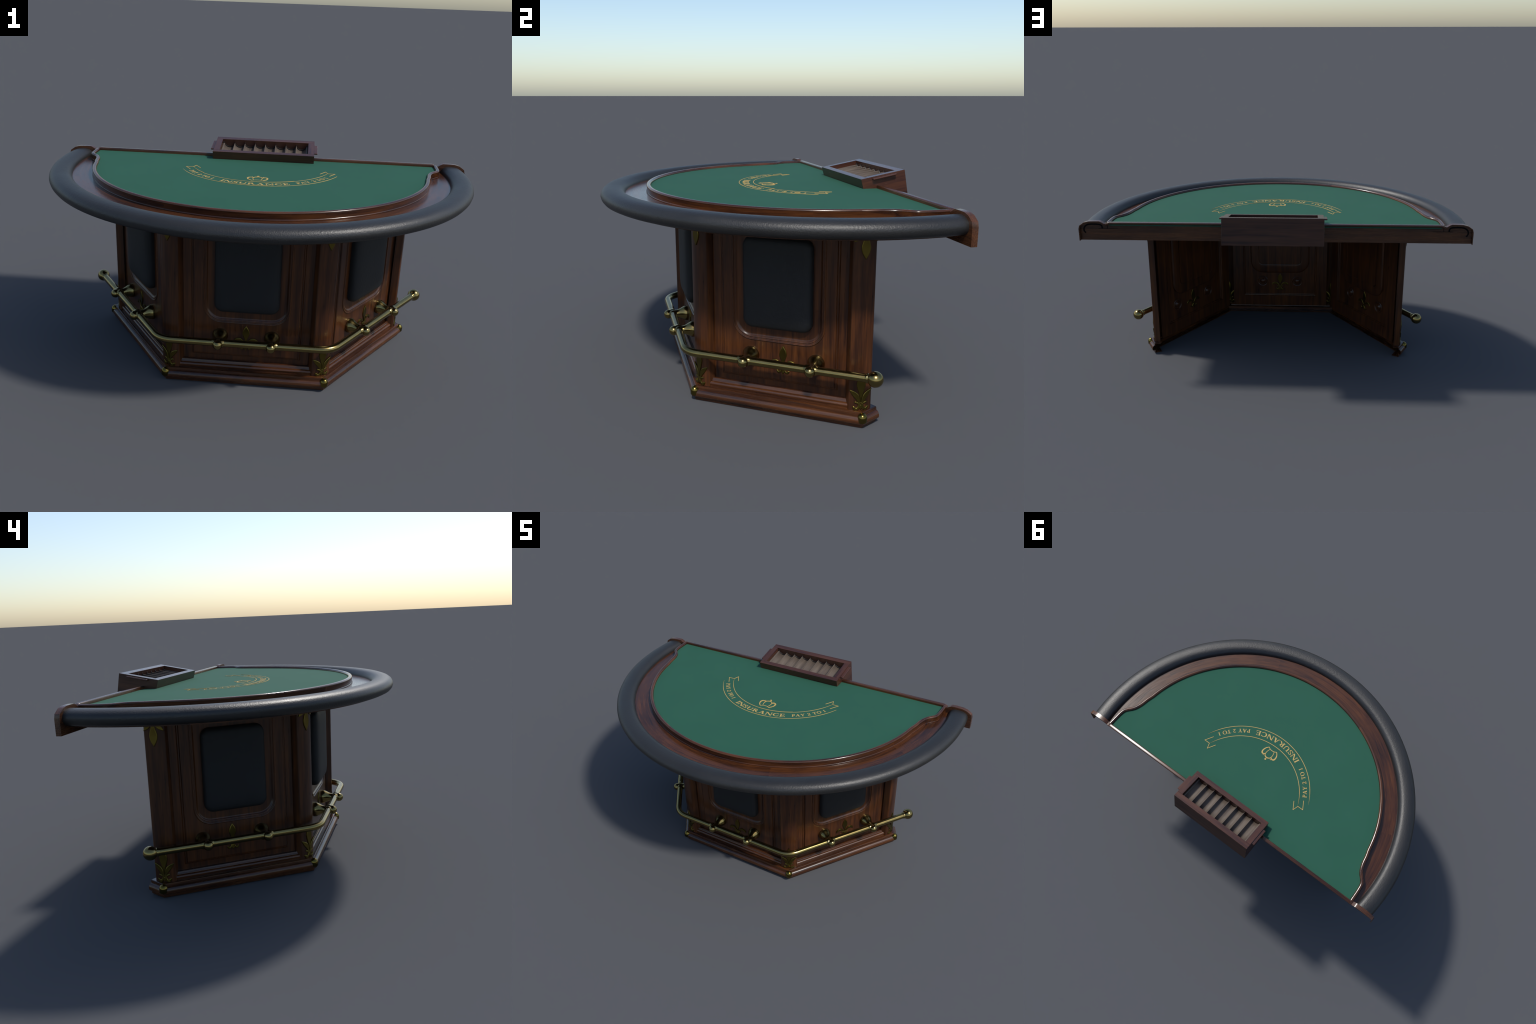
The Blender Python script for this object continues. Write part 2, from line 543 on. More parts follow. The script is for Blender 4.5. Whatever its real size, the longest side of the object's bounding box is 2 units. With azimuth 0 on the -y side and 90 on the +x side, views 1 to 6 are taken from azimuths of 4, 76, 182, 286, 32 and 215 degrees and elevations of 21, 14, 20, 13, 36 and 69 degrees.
def poly_line(pts, w):
    out = []
    for i in range(len(pts) - 1):
        (x0, y0), (x1, y1) = pts[i], pts[i + 1]
        l = math.hypot(x1 - x0, y1 - y0)
        ux, uy = (x1 - x0) / l, (y1 - y0) / l
        x0, y0, x1, y1 = x0 - ux * w, y0 - uy * w, x1 + ux * w, y1 + uy * w
        out.append([(x0 - uy * w, y0 + ux * w), (x0 + uy * w, y0 - ux * w), (x1 + uy * w, y1 - ux * w), (x1 - uy * w, y1 + ux * w)])
    return out


LW = 0.00135
polys = banner_line(0.3905, 0.3500, -66.5, 66.5, LW) + banner_line(0.3395, 0.3632, -67.5, 67.5, LW)
for s in (1, -1):
    polys += poly_line([(s * 0.3235, 0.1910), (s * 0.3500, 0.2357), (s * 0.3168, 0.2359), (s * 0.3064, 0.2675), (s * 0.2808, 0.2243)], LW)
v, f = flat_pieces(polys)
ribbon = new_obj("ribbon_outline", mesh_from("ribbon_outline", v, f), felt, PRINT, smooth=None)


def set_text(word, a_from, a_to, r_base, capheight, cy=0.352):
    """spread a word along the arc between two bearings."""
    items, x = [], 0.0
    for ch in word:
        polys, w = glyph(ch)
        items.append((ch, polys, x, w))
        x += w + (0.075 if ch != " " else 0.02)
    total = x - 0.10
    span = radians(a_to - a_from)
    for ch, polys, x0, w in items:
        if not polys:
            continue
        a = radians(a_from) + span * (x0 + w / 2) / total
        sx = span * r_base / total                       # width of one unit along the arc
        out = []
        for p in polys:
            q = []
            for gx, gy in p:
                u, r = (gx - w / 2) * sx, r_base - gy * capheight
                aa = a + u / r_base
                q.append((r * sin(aa), cy - r * cos(aa)))
            out.append(q)
        v, f = flat_pieces(out)
        new_obj("letter" if ch.isalpha() else "numeral", mesh_from("letter", v, f), felt, PRINT, smooth=None)


set_text("INSURANCE", -25.6, 23.3, 0.3775, 0.0285)
set_text("PAY 2 TO 1", 28.9, 58.2, 0.3745, 0.0222)
set_text("PAY 2 TO 1", -60.3, -32.3, 0.3745, 0.0222)

# crown drawn with swelling strokes
def swell(pts, w0, w1, w2, per=8):
    p = catmull(pts, per)
    n = len(p)
    L, R = [], []
    for i, (x, y) in enumerate(p):
        a, b = p[max(i - 1, 0)], p[min(i + 1, n - 1)]
        l = math.hypot(b[0] - a[0], b[1] - a[1])
        t = i / (n - 1)
        w = (w0 * (1 - 2 * t) + w1 * 2 * t) if t < 0.5 else (w1 * (2 - 2 * t) + w2 * (2 * t - 1))
        nx, ny = -(b[1] - a[1]) / l * w, (b[0] - a[0]) / l * w
        L.append((x + nx, y + ny))
        R.append((x - nx, y - ny))
    return [[L[i], L[i + 1], R[i + 1], R[i]] for i in range(n - 1)]


def disc(cx, cy, r, n=18):
    return [(cx + r * cos(2 * pi * k / n), cy + r * sin(2 * pi * k / n)) for k in range(n)]


cr = swell([(-0.0275, 0.0462), (-0.0140, 0.0535), (0, 0.0555), (0.0140, 0.0535), (0.0275, 0.0462)], 0.0016, 0.0018, 0.0016)
for s in (1, -1):
    cr += swell([(s * 0.0260, 0.0460), (s * 0.0390, 0.0620), (s * 0.0445, 0.0810), (s * 0.0415, 0.0950), (s * 0.0330, 0.0995), (s * 0.0225, 0.0945), (s * 0.0195, 0.0890)], 0.0018, 0.0042, 0.0016)
    cr += swell([(s * 0.0140, 0.0540), (s * 0.0195, 0.0700), (s * 0.0205, 0.0880), (s * 0.0150, 0.1020), (s * 0.0, 0.1085)], 0.0012, 0.0017, 0.0034)
    cr.append(disc(s * 0.0255, 0.1055, 0.0026))
cr.append(disc(0, 0.1195, 0.0052))
v, f = flat_pieces(cr)
new_obj("crown_emblem", mesh_from("crown_emblem", v, f), felt, PRINT, smooth=None)

# ---------------------------------------------------------------- pedestal
TURN = radians(55.5)
KF = Vector((0.3270, -0.2790))               # where the front and side planes meet
SIDE = Vector((cos(TURN), sin(TURN)))
KR = KF + SIDE * 0.6490
MID = (KF + KR) / 2
FRAMES = [((0, KF.y, 0), 0.0, 0.0, 0.1115), ((MID.x, MID.y, 0), TURN, 0.0225, 0.1320), ((-MID.x, MID.y, 0), -TURN, -0.0225, 0.1320)]


def contour(hw, zb, zt, r, o, n=10):
    """closed outline, square at the top and rounded at the bottom."""
    pts = []
    r = max(r, 1e-4)
    for k in range(n + 1):
        t = pi + (pi / 2) * k / n
        pts.append((-hw + r + r * cos(t), zb + r + r * sin(t)))
    for k in range(n + 1):
        t = 1.5 * pi + (pi / 2) * k / n
        pts.append((hw - r + r * cos(t), zb + r + r * sin(t)))
    for k in range(7):
        pts.append((hw - 2 * hw * (k) / 6, zt))
    return [(x, -o, z) for x, z in pts]


ZT = 0.785
SECT = [(0.300, 0.050, ZT + 0.004, 0, -0.0110), (0.2370, 0.1140, ZT + 0.003, 0.001, -0.0110),
        (0.2335, 0.1175, ZT + 0.0028, 0.001, -0.0070), (0.2290, 0.1215, ZT + 0.0025, 0.001, -0.0062), (0.2265, 0.1240, ZT + 0.0022, 0.001, -0.0015),
        (0.2240, 0.1270, ZT + 0.002, 0.001, -0.0002), (0.2220, 0.1295, ZT + 0.0015, 0.001, 0.0),
        (0.1865, 0.2770, ZT, 0.080, 0.0), (0.1850, 0.2785, ZT, 0.0785, 0.0026), (0.1828, 0.2807, ZT, 0.0763, 0.0034),
        (0.1805, 0.2830, ZT, 0.074, 0.0026), (0.1795, 0.2845, ZT, 0.073, 0.0), (0.1775, 0.2865, ZT, 0.071, -0.0008), (0.1755, 0.2885, ZT, 0.069, 0.0002), (0.1730, 0.2910, ZT, 0.0665, 0.0),
        (0.1705, 0.2935, ZT, 0.064, -0.0018), (0.1680, 0.2960, ZT, 0.0615, -0.0045), (0.1650, 0.2990, ZT, 0.0585, -0.0060), (0.1620, 0.3020, ZT, 0.0555, -0.0062)]
FIELD_O = -0.0062


def rrect(hw, z0, z1, r, o, n=7):
    pts = []
    for cx, cz, t0 in ((-hw + r, z0 + r, pi), (hw - r, z0 + r, 1.5 * pi), (hw - r, z1 - r, 0), (-hw + r, z1 - r, 0.5 * pi)):
        for k in range(n + 1):
            t = t0 + (pi / 2) * k / n
            pts.append((cx + r * cos(t), -o, cz + r * sin(t)))
    return pts


def panel_mesh():
    rows = [contour(*s) for s in SECT]
    v, f = loft(rows, closed_u=True)
    me = bpy.data.meshes.new("panel")
    bm = bmesh.new()
    vs = [bm.verts.new(p) for p in v]
    for q in f:
        bm.faces.new([vs[i] for i in q])
    n = len(rows[0])
    last = vs[-n:]
    # field around the cushion and the shallow seat behind it
    def seat_ring(hw, zb, zt, r, o):
        c = contour(hw, zb, zt, r, o)
        arc = [(hw - r * (1 - cos(t)), zt - r * (1 - sin(t))) for t in (0, pi / 4, pi / 2)]
        topc = arc + [(0, zt)] + [(-x, z) for x, z in reversed(arc)]
        return c[:-7] + [(x, -o, z) for x, z in topc]
    rings = [last]
    for a in ((0.1335, 0.3370, 0.6895, 0.022, FIELD_O), (0.1300, 0.3405, 0.6860, 0.020, FIELD_O - 0.004), (0.1290, 0.3415, 0.6850, 0.019, FIELD_O - 0.0110)):
        rings.append([bm.verts.new(p) for p in seat_ring(*a)])
    for a, b in zip(rings[:-1], rings[1:]):
        for j in range(n):
            bm.faces.new((a[j], a[(j + 1) % n], b[(j + 1) % n], b[j]))
    bm.faces.new(rings[-1])
    bmesh.ops.remove_doubles(bm, verts=bm.verts, dist=1e-6)
    bmesh.ops.recalc_face_normals(bm, faces=bm.faces)
    # make the outside face -y
    up = sum((fc.normal.y * fc.calc_area() for fc in bm.faces))
    if up > 0:
        bmesh.ops.reverse_faces(bm, faces=bm.faces)
    # thickness towards the dealer, keeping the relief on the inside
    ret = bmesh.ops.solidify(bm, geom=bm.faces[:], thickness=0.0040)
    bm.to_mesh(me)
    bm.free()
    return me


def cushion_mesh():
    prof = [(0.1372, -0.0135), (0.1378, -0.004), (0.1378, 0.004), (0.1365, 0.0115), (0.1335, 0.0175), (0.1285, 0.0225), (0.1205, 0.0262),
            (0.108, 0.0288), (0.088, 0.0305), (0.06, 0.0315), (0.03, 0.0320)]
    rows = []
    for hw, o in prof:
        d = 0.1378 - hw
        rows.append(rrect(hw, 0.3335 + d, 0.6925 - d, max(0.037 - 0.20 * d, 0.014), o))
    v, f = loft(rows, closed_u=True)
    n = len(rows[0])
    f.append(tuple(range(len(v) - n, len(v))))
    return mesh_from("cushion", v, f)


def outline_solid(shapes, o0, o1, bevel=0.0016, bend=None, flip=None):
    """raised ornament: each closed 2D outline (x, z) gets a sloping edge and a flat face."""
    parts = []
    for sh in shapes:
        n = len(sh)
        area = sum(sh[i][0] * sh[(i + 1) % n][1] - sh[(i + 1) % n][0] * sh[i][1] for i in range(n))
        if area < 0:
            sh = sh[::-1]
        ins = []
        for i in range(n):
            a, p, b = sh[i - 1], sh[i], sh[(i + 1) % n]
            tx, tz = b[0] - a[0], b[1] - a[1]
            l = math.hypot(tx, tz) or 1
            ins.append((p[0] - tz / l * bevel, p[1] + tx / l * bevel))
        def P(x, z, o):
            if flip is not None:
                z = flip - z
            return (x, -(o + (bend(x) if bend else 0.0)), z)
        rows = [[P(x, z, o0) for x, z in sh], [P(x, z, o1 - bevel * 0.6) for x, z in sh], [P(x, z, o1) for x, z in ins]]
        v, f = loft(rows, closed_u=True)
        c = len(v)
        f += [tuple(2 * n + k for k in tri) for tri in tessellate_polygon([[Vector((x, z, 0)) for x, z in ins]])]
        parts.append((v, f))
    return join(parts)


def mirror(sh):
    return [(-x, z) for x, z in sh]


def stroke_shape(pts, ws, per=6):
    p = catmull(pts, per)
    wv = catmull([(w, 0) for w in ws], per)
    n = len(p)
    L, R = [], []
    for i, (x, z) in enumerate(p):
        a, b = p[max(i - 1, 0)], p[min(i + 1, n - 1)]
        l = math.hypot(b[0] - a[0], b[1] - a[1])
        w = wv[i][0]
        L.append((x - (b[1] - a[1]) / l * w, z + (b[0] - a[0]) / l * w))
        R.append((x + (b[1] - a[1]) / l * w, z - (b[0] - a[0]) / l * w))
    return L + R[::-1]


def petal(x, z0, z1, w, zw):
    r = catmull([(x, z0), (x + w * 0.30, z0 + (zw - z0) * 0.35), (x + w * 0.80, z0 + (zw - z0) * 0.76), (x + w, zw), (x + w * 0.72, zw + (z1 - zw) * 0.50), (x, z1)], 5)
    return r + [(2 * x - a, b) for a, b in reversed(r[1:-1])]


# panel ornament
leaf = stroke_shape([(0.0060, 0.1840), (0.0140, 0.1960), (0.0270, 0.2035), (0.0420, 0.2015), (0.0500, 0.1930), (0.0480, 0.1870)], [0.0022, 0.0042, 0.0065, 0.0055, 0.0036, 0.0012])
lobe = stroke_shape([(0.0040, 0.1780), (0.0085, 0.1660), (0.0155, 0.1590), (0.0225, 0.1640), (0.0235, 0.1690)], [0.0020, 0.0030, 0.0036, 0.0034, 0.0022])
flower = [petal(0, 0.1860, 0.2690, 0.0150, 0.2330), leaf, mirror(leaf),
          [(-0.0190, 0.1780), (0.0190, 0.1780), (0.0200, 0.1815), (0.0190, 0.1850), (-0.0190, 0.1850), (-0.0200, 0.1815)], lobe, mirror(lobe), petal(0, 0.1500, 0.1790, 0.0062, 0.1620)]
v, f = outline_solid(flower, -0.002, 0.0046, 0.0022)
FLOWER = mesh_from("panel_fleur", v, f)

PANEL, CUSHION = panel_mesh(), cushion_mesh()
panels = []
for (loc, rot, sh, half_gap) in FRAMES:
    pn = new_obj("pedestal_panel", PANEL, TABLE, WOOD_Z, loc, rot, smooth=32)
    panels.append(pn)
    new_obj("cushion", CUSHION, pn, PADHIDE, smooth=60)
    fl = new_obj("fleur_de_lis", FLOWER, pn, GILT, (sh, 0, 0), smooth=30)

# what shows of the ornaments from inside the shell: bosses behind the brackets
BOSS = mesh_from("boss", *lathe([(0.0, 0.0345), (0.0045, 0.0338), (0.0062, 0.0310), (0.0050, 0.0282), (0.0012, 0.0262), (0.0010, 0.0190), (0.0030, 0.0160), (0.0075, 0.0115), (0.0095, 0.0060), (0.0098, 0.0)], (0, 0.0030, 0.2165), (0, 1, 0), 30))
v, f = outline_solid(flower, -0.002, 0.0028, 0.0016)
FLOWER_IN = mesh_from("inner_fleur", [(-x, -y, z) for x, y, z in v], f)
def ring_rows():
    spec = [(0.1880, 0.2760, 0.082, -0.0030), (0.1870, 0.2770, 0.081, -0.0130), (0.1850, 0.2790, 0.079, -0.0160), (0.1790, 0.2850, 0.073, -0.0185), (0.1700, 0.2940, 0.064, -0.0190),
            (0.1500, 0.3180, 0.050, -0.0200), (0.1390, 0.3310, 0.030, -0.0200), (0.1350, 0.3350, 0.026, -0.0185), (0.1335, 0.3365, 0.0245, -0.0140), (0.1330, 0.3370, 0.0240, -0.0060)]
    rows = []
    for hw, zb, r, o in spec:
        c = contour(hw, zb, 0.757, r, o)
        rows.append([(c[0][0], c[0][1], 0.757)] + c[:22] + [(c[21][0], c[21][1], 0.757)])
    return rows


INNER_FRAME = mesh_from("frame_moulding", *loft(ring_rows()))
for pn in panels:
    new_obj("frame_moulding", INNER_FRAME, pn, WOOD_Z, smooth=40)
for pn, (loc, rot, sh, hg) in zip(panels, FRAMES):
    for s in (1, -1):
        new_obj("bracket_boss", BOSS, pn, WOOD_Z, (sh + s * hg, 0, 0))
    new_obj("fleur_de_lis", FLOWER_IN, pn, GILT, (sh, 0.0040, 0), smooth=30)

# --- corner columns: softly rounded pilasters set across each corner
def face_b(t):
    return 0.0125 - 0.0085 * (abs(t) / 0.043) ** 2.2


def column_mesh(end=False):
    pts = [(-0.0455, -0.0300), (-0.0448, -0.0180), (-0.0444, -0.0040), (-0.0436, 0.0012)]
    pts += [(t, face_b(t)) for t in (-0.0415, -0.038, -0.032, -0.024, -0.016, -0.008, 0, 0.008, 0.016, 0.024, 0.032, 0.038, 0.0415)]
    pts += [(-x, y) for x, y in reversed(pts[:4])]
    rows = [[(t, -b, z) for t, b in pts] for z in (0.045, 0.20, 0.40, 0.60, ZT + 0.004)]
    n = len(pts)
    v, f = loft(rows)
    me = bpy.data.meshes.new("column")
    bm = bmesh.new()
    vs = [bm.verts.new(p) for p in v]
    for q in f:
        bm.faces.new([vs[i] for i in q])
    bmesh.ops.recalc_face_normals(bm, faces=bm.faces)
    if sum(fc.normal.y * fc.calc_area() for fc in bm.faces) > 0:
        bmesh.ops.reverse_faces(bm, faces=bm.faces)
    bmesh.ops.solidify(bm, geom=bm.faces[:], thickness=0.0035)
    bm.to_mesh(me)
    bm.free()
    return me


COLUMN = column_mesh()
cleaf = stroke_shape([(0.0060, 0.0870), (0.0095, 0.1020), (0.0170, 0.1170), (0.0290, 0.1300), (0.0425, 0.1420)], [0.0036, 0.0066, 0.0094, 0.0078, 0.0008])
ccurl = stroke_shape([(0.0050, 0.0880), (0.0075, 0.0750), (0.0130, 0.0662), (0.0210, 0.0655), (0.0265, 0.0725), (0.0270, 0.0765)], [0.0036, 0.0046, 0.0054, 0.0054, 0.0042, 0.0016])
cbar = stroke_shape([(0.0, 0.0890), (0.0120, 0.0895), (0.0200, 0.0925), (0.0235, 0.0945)], [0.0038, 0.0036, 0.0034, 0.0016])
cfl = [petal(0, 0.0920, 0.2060, 0.0172, 0.1640), cleaf, mirror(cleaf), ccurl, mirror(ccurl), cbar, mirror(cbar), petal(0, 0.0606, 0.0850, 0.0080, 0.0720)]
v, f = outline_solid(cfl, -0.004, 0.0046, 0.0022, bend=face_b)
COL_FLEUR = mesh_from("column_fleur", v, f)
v, f = outline_solid(cfl, -0.004, 0.0046, 0.0022, bend=face_b, flip=0.8450)
COL_FLEUR_TOP = mesh_from("column_fleur_top", v, f)
v, f = outline_solid(cfl, -0.001, 0.0022, 0.0014, bend=lambda t: 0.0035 - face_b(t))
COL_FLEUR_IN = mesh_from("column_fleur_inner", [(x, -y, z) for x, y, z in v], f)

R_TURN = radians(62)
corner_dirs = []
for s in (1, -1):
    bf = TURN / 2                              # rotation that carries -y onto the bisector
    corner_dirs.append((Vector((s * KF.x, KF.y)), s * bf, TURN))
    corner_dirs.append((Vector((s * KR.x, KR.y)), s * (TURN + R_TURN / 2), R_TURN))
for P, rot, turn in corner_dirs:
    c = new_obj("column", COLUMN, TABLE, WOOD_Z, (P.x, P.y, 0), rot, smooth=40)
    new_obj("column_ornament", COL_FLEUR, c, GILT, smooth=30)
    new_obj("column_ornament", COL_FLEUR_TOP, c, GILT, smooth=30)
    new_obj("column_ornament", COL_FLEUR_IN, c, GILT, smooth=30)

# --- plinth: stepped moulding swept round the pedestal, mitred at the corners
PLINTH = [(-0.0060, 0.0), (0.0330, 0.0), (0.0330, 0.0160), (0.0440, 0.0168), (0.0470, 0.0200), (0.0482, 0.0260), (0.0478, 0.0330), (0.0455, 0.0395), (0.0415, 0.0440),
          (0.0365, 0.0470), (0.0338, 0.0478), (0.0334, 0.0560), (0.0328, 0.0586), (0.0308, 0.0600), (0.0280, 0.0603), (-0.0100, 0.0603)]
UPPER = [(0.0150, 0.0595), (0.0150, 0.0640), (0.0162, 0.0662), (0.0170, 0.0700), (0.0164, 0.0736), (0.0142, 0.0768), (0.0112, 0.0790), (0.0080, 0.0797), (0.0068, 0.0799), (0.0066, 0.0815),
         (0.0052, 0.0836), (0.0036, 0.0852), (0.0030, 0.0895), (0.0018, 0.0912), (-0.0020, 0.0918), (-0.0110, 0.0920)]
ret = Vector((cos(TURN + R_TURN), sin(TURN + R_TURN)))
E_R = KR + ret * 0.060
path = [Vector((-E_R.x, E_R.y)), Vector((-KR.x, KR.y)), Vector((-KF.x, KF.y)), KF, KR, E_R]


def mitre(path, o):
    out = []
    n = len(path)
    dirs = [(path[i + 1] - path[i]).normalized() for i in range(n - 1)]
    nor = [Vector((d.y, -d.x)) for d in dirs]
    for i in range(n):
        if i == 0:
            out.append(path[0] + nor[0] * o)
        elif i == n - 1:
            out.append(path[-1] + nor[-1] * o)
        else:
            b = (nor[i - 1] + nor[i])
            b = b / b.length_squared * 2
            out.append(path[i] + b * o)
    return out


names = ["plinth"] * 5
grid = [[(q.x, q.y, z) for q in mitre(path, o)] for o, z in PLINTH]
for i in range(5):
    a2, b2 = path[i], path[i + 1]
    ang = atan2((b2 - a2).y, (b2 - a2).x)
    mid = (a2 + b2) / 2
    R = Matrix.Rotation(-ang, 3, "Z")
    rows = [[R @ (Vector(r[i]) - Vector((mid.x, mid.y, 0))), R @ (Vector(r[i + 1]) - Vector((mid.x, mid.y, 0)))] for r in grid]
    v, f = loft(rows)
    me = bpy.data.meshes.new(names[i])
    bm = bmesh.new()
    vs = [bm.verts.new(p) for p in v]
    for q in f:
        bm.faces.new([vs[k] for k in q])
    bmesh.ops.recalc_face_normals(bm, faces=bm.faces)
    if sum((fc.normal.y - fc.normal.z * 0.5) * fc.calc_area() for fc in bm.faces) > 0:
        bmesh.ops.reverse_faces(bm, faces=bm.faces)
    bmesh.ops.solidify(bm, geom=bm.faces[:], thickness=0.0030)
    bm.to_mesh(me)
    bm.free()
    new_obj(names[i], me, TABLE, WOOD_B, (mid.x, mid.y, 0), ang, smooth=38)

# upper steps run between the columns only
def strip_shell(name, rows, t=0.0030):
    v, f = loft(rows)
    me = bpy.data.meshes.new(name)
    bm = bmesh.new()
    vs = [bm.verts.new(p) for p in v]
    for q in f:
        bm.faces.new([vs[k] for k in q])
    bmesh.ops.recalc_face_normals(bm, faces=bm.faces)
    if sum((fc.normal.y - fc.normal.z * 0.5) * fc.calc_area() for fc in bm.faces) > 0:
        bmesh.ops.reverse_faces(bm, faces=bm.faces)
    bmesh.ops.solidify(bm, geom=bm.faces[:], thickness=t)
    bm.to_mesh(me)
    bm.free()
    return me


BASE_MOULD = strip_shell("base_moulding", [[(-0.287, -o, z), (0.287, -o, z)] for o, z in UPPER], 0.002)
for pn in panels:
    new_obj("base_moulding", BASE_MOULD, pn, WOOD_B, smooth=38)

# --- brass caps on the plinth corners
CAP = mesh_from("corner_cap", *lathe([(0.0240, 0.0), (0.0241, 0.0168), (0.0265, 0.0182), (0.0420, 0.0184), (0.0465, 0.0176), (0.0515, 0.0152), (0.0560, 0.0112), (0.0592, 0.0060), (0.0602, 0.0)], (0, 0, 0), (0, 0, 1), 14))
for P, rot, turn in corner_dirs:
    d = Vector((sin(rot), -cos(rot)))
    q = P + d * 0.0390
    new_obj("corner_cap", CAP, TABLE, CAPBRASS, (q.x, q.y, 0), rot, smooth=50)

# ---------------------------------------------------------------- foot rail
RO, RZ, RR = 0.0690, 0.2175, 0.0160
BALL = Vector((0.7870, 0.2755))
core = mitre([Vector((-KR.x, KR.y)), Vector((-KF.x, KF.y)), KF, KR], RO)
end_r = core[2] + SIDE * ((BALL - core[2]).dot(SIDE))
core[3], core[0] = end_r, Vector((-end_r.x, end_r.y))
FIL = 0.055
pts = [core[0]]
for i in (1, 2):
    d0 = (core[i] - core[i - 1]).normalized()
    d1 = (core[i + 1] - core[i]).normalized()
    for k in range(13):
        t = k / 12
        a, b = core[i] - d0 * FIL, core[i] + d1 * FIL
        pts.append(a * (1 - t) ** 2 + core[i] * 2 * t * (1 - t) + b * t * t)
pts.append(core[3])
rows = []
for i, p in enumerate(pts):
    a, b = pts[max(i - 1, 0)], pts[min(i + 1, len(pts) - 1)]
    d = (b - a).normalized()
    nx = Vector((d.y, -d.x))
    rows.append([(p.x + nx.x * RR * cos(t), p.y + nx.y * RR * cos(t), RZ + RR * sin(t)) for t in (2 * pi * k / 20 for k in range(20))])
v, f = loft(rows, closed_u=True, cap=True)
rail = new_obj("foot_rail", mesh_from("foot_rail", v, f), TABLE, BRASS, smooth=40)

BALLM = mesh_from("rail_end_ball", *lathe([(-0.036, 0.0), (-0.036, 0.0164), (-0.032, 0.0182), (-0.0270, 0.0182), (-0.025, 0.0170)] + [(0.0295 * sin(radians(a)), 0.0295 * cos(radians(a))) for a in range(-54, 90, 8)] + [(0.0295, 0.0)], (0, 0, 0), (1, 0, 0), 28))
for s in (1, -1):
    new_obj("rail_end_ball", BALLM, rail, BRASS, (s * end_r.x, end_r.y, RZ), TURN if s > 0 else pi - TURN, smooth=45)

HORN = [(-0.002, 0.0), (-0.002, 0.0335), (0.0025, 0.0345), (0.0060, 0.0344), (0.0120, 0.0330), (0.0190, 0.0300), (0.0260, 0.0262), (0.0340, 0.0220), (0.0420, 0.0190), (0.0500, 0.0172), (0.0580, 0.0174),
        (0.0660, 0.0186), (0.0750, 0.0200)]
HORN += [(0.0870 + 0.0208 * sin(radians(a)), 0.0208 * cos(radians(a))) for a in range(-10, 90, 12)] + [(0.1078, 0.0)]
parts = [lathe(HORN, (0, 0, 0), (0, -1, 0), 30)]
for s in (1, -1):
    parts.append(lathe([(0.010, 0.0), (0.010, 0.0196), (0.0180, 0.0194), (0.0215, 0.0184), (0.0240, 0.0172), (0.0265, 0.0162), (0.0270, 0.0)], (0, -RO, RZ - 0.2165), (s, 0, 0), 24))
v, f = join(parts)
HORNM = mesh_from("rail_bracket", v, f)
for (loc, rot, sh, hg) in FRAMES:
    for s in (1, -1):
        w = Vector((loc[0], loc[1])) + Vector((cos(rot), sin(rot))) * (sh + s * hg)
        new_obj("rail_bracket", HORNM, rail, BRASS, (w.x, w.y, 0.2165), rot, smooth=45)

# ---------------------------------------------------------------- chip tray
TRAY = new_obj("chip_tray", mesh_from("chip_tray", *box(-0.2225, 0.2225, 0.026, 0.169, -0.080, -0.070)), TABLE, WOOD_T)
tilt = atan2(0.0355, 0.192)
TRAY.location = (0, 0.417, 0.8605)
TRAY.rotation_euler = (tilt, 0, 0)
HW, LEN, DEP = 0.2505, 0.1980, 0.137
IN, Y0, Y1 = 0.2205, 0.0280, 0.1670


def tray_part(name, geo, mat, bev=0.0012):
    v, f = geo
    ob = new_obj(name, mesh_from(name, v, f), TRAY, mat)
    if bev:
        bevel_obj(ob, bev)
    return ob


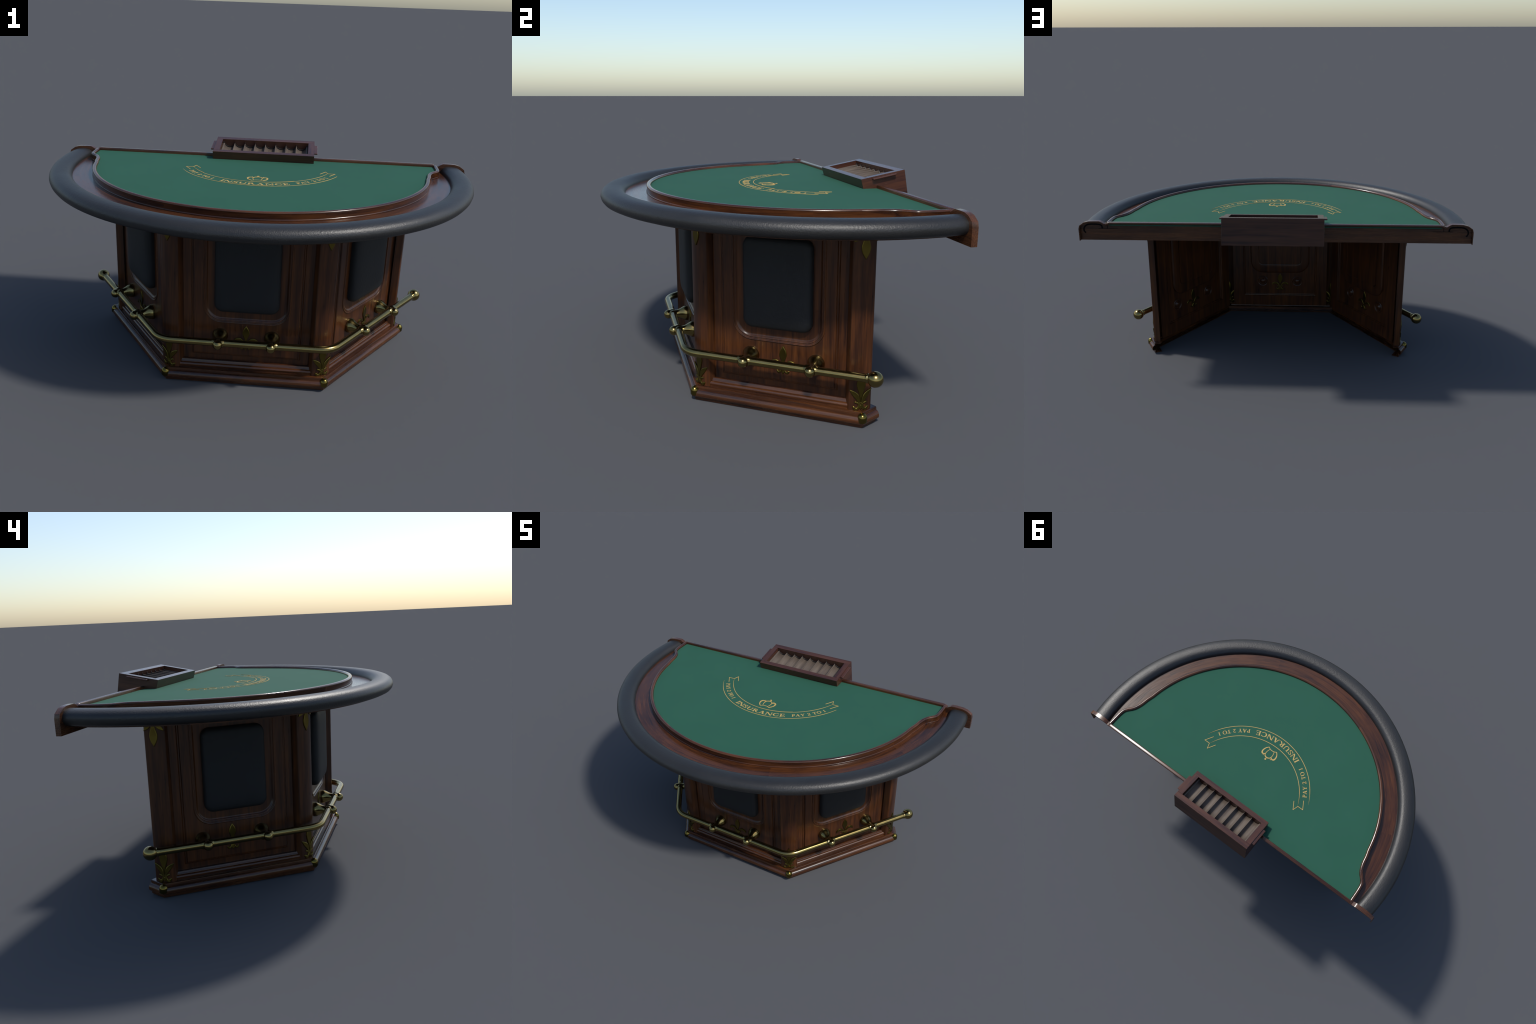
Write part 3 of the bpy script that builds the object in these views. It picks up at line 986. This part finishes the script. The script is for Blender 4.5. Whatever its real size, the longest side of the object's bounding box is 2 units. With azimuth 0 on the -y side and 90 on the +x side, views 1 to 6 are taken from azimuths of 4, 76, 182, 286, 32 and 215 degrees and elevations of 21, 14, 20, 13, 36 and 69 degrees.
# front cheek sits on the felt; its underside is cut level there
tray_part("tray_rail", prism([(0, 0), (Y0, 0), (Y0, -0.115), (0.0075, -0.0925), (0.0035, -0.045)], -HW, HW, "x"), WOOD_T)
tray_part("tray_rail", prism([(Y1, 0), (LEN, 0), (LEN, -DEP), (Y1, -DEP)], -HW, HW, "x"), WOOD_T)
for s in (1, -1):
    side_poly = [(Y0, 0), (Y1, 0), (Y1, -DEP), (Y0 + 0.03, -0.116), (Y0, -0.1145)]
    tray_part("tray_wall", prism(side_poly, s * IN, s * HW, "x"), WOOD_TY, 0)
    hv, hf = prism([(0.048, -0.0125), (0.154, -0.0125), (0.154, -0.0050), (0.048, -0.0050)], s * (HW - 0.004), s * 0.2675, "x")
    h = tray_part("tray_handle", (hv, hf), WOOD_TY, 0)
    bevel_obj(h, 0.0030, 3)
    cheek = [(0.0004, -0.0008), (LEN - 0.0004, -0.0008), (LEN - 0.0004, -DEP + 0.0004), (Y0 + 0.03, -0.1156), (Y0, -0.1146), (0.0080, -0.0925), (0.0040, -0.045)]
    tray_part("tray_cheek", prism(cheek, s * (HW - 0.003), s * (HW + 0.0006), "x"), WOOD_TY, 0)
tray_part("tray_facing", box(-HW + 0.0005, HW - 0.0005, LEN - 0.002, LEN + 0.0009, -DEP + 0.0005, -0.0012), WOOD_TB, 0)

# eight half-round chip grooves
N, PITCH, RAD = 8, 0.0530, 0.0252
sc = [(-IN, -0.0200)]
for k in range(N):
    cx = (k - (N - 1) / 2) * PITCH
    sc.append((cx - PITCH / 2 + 0.0004, -0.0190))
    for j in range(17):
        t = pi + pi * j / 16
        sc.append((cx + RAD * cos(t), -0.0195 + RAD * 0.92 * sin(t)))
    sc.append((cx + PITCH / 2 - 0.0004, -0.0190))
sc.append((IN, -0.0200))
low = [(x, z - 0.0065) for x, z in sc]
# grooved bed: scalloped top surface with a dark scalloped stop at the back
rows = [[(x, y, z) for x, z in sc] for y in (Y0 + 0.001, 0.06, 0.10, 0.1662)]
v, f = loft(rows)
groove = new_obj("chip_grooves", mesh_from("chip_grooves", v, f), TRAY, WOOD_G, smooth=50)
sol = groove.modifiers.new("thickness", "SOLIDIFY")
sol.thickness = 0.003
sol.offset = -1
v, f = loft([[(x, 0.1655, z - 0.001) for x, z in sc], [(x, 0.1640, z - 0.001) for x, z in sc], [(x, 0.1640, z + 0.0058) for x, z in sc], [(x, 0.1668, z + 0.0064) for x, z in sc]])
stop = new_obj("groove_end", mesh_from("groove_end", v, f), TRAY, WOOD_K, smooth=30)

# flat faces keep flat shading next to their small mouldings
for ob in bpy.data.objects:
    if ob.type == "MESH" and ob.data.name.split(".")[0] in ("pedestal_panel", "panel", "dealer_board", "column", "base_moulding", "plinth", "tray_rail", "tray_wall", "tray_handle",
            "frame_moulding", "tray_cheek", "felt_border", "panel_fleur", "column_fleur", "column_fleur_top"):
        w = ob.modifiers.new("weighted_normals", "WEIGHTED_NORMAL")
        w.mode = "FACE_AREA"
        w.weight = 70
        w.keep_sharp = True
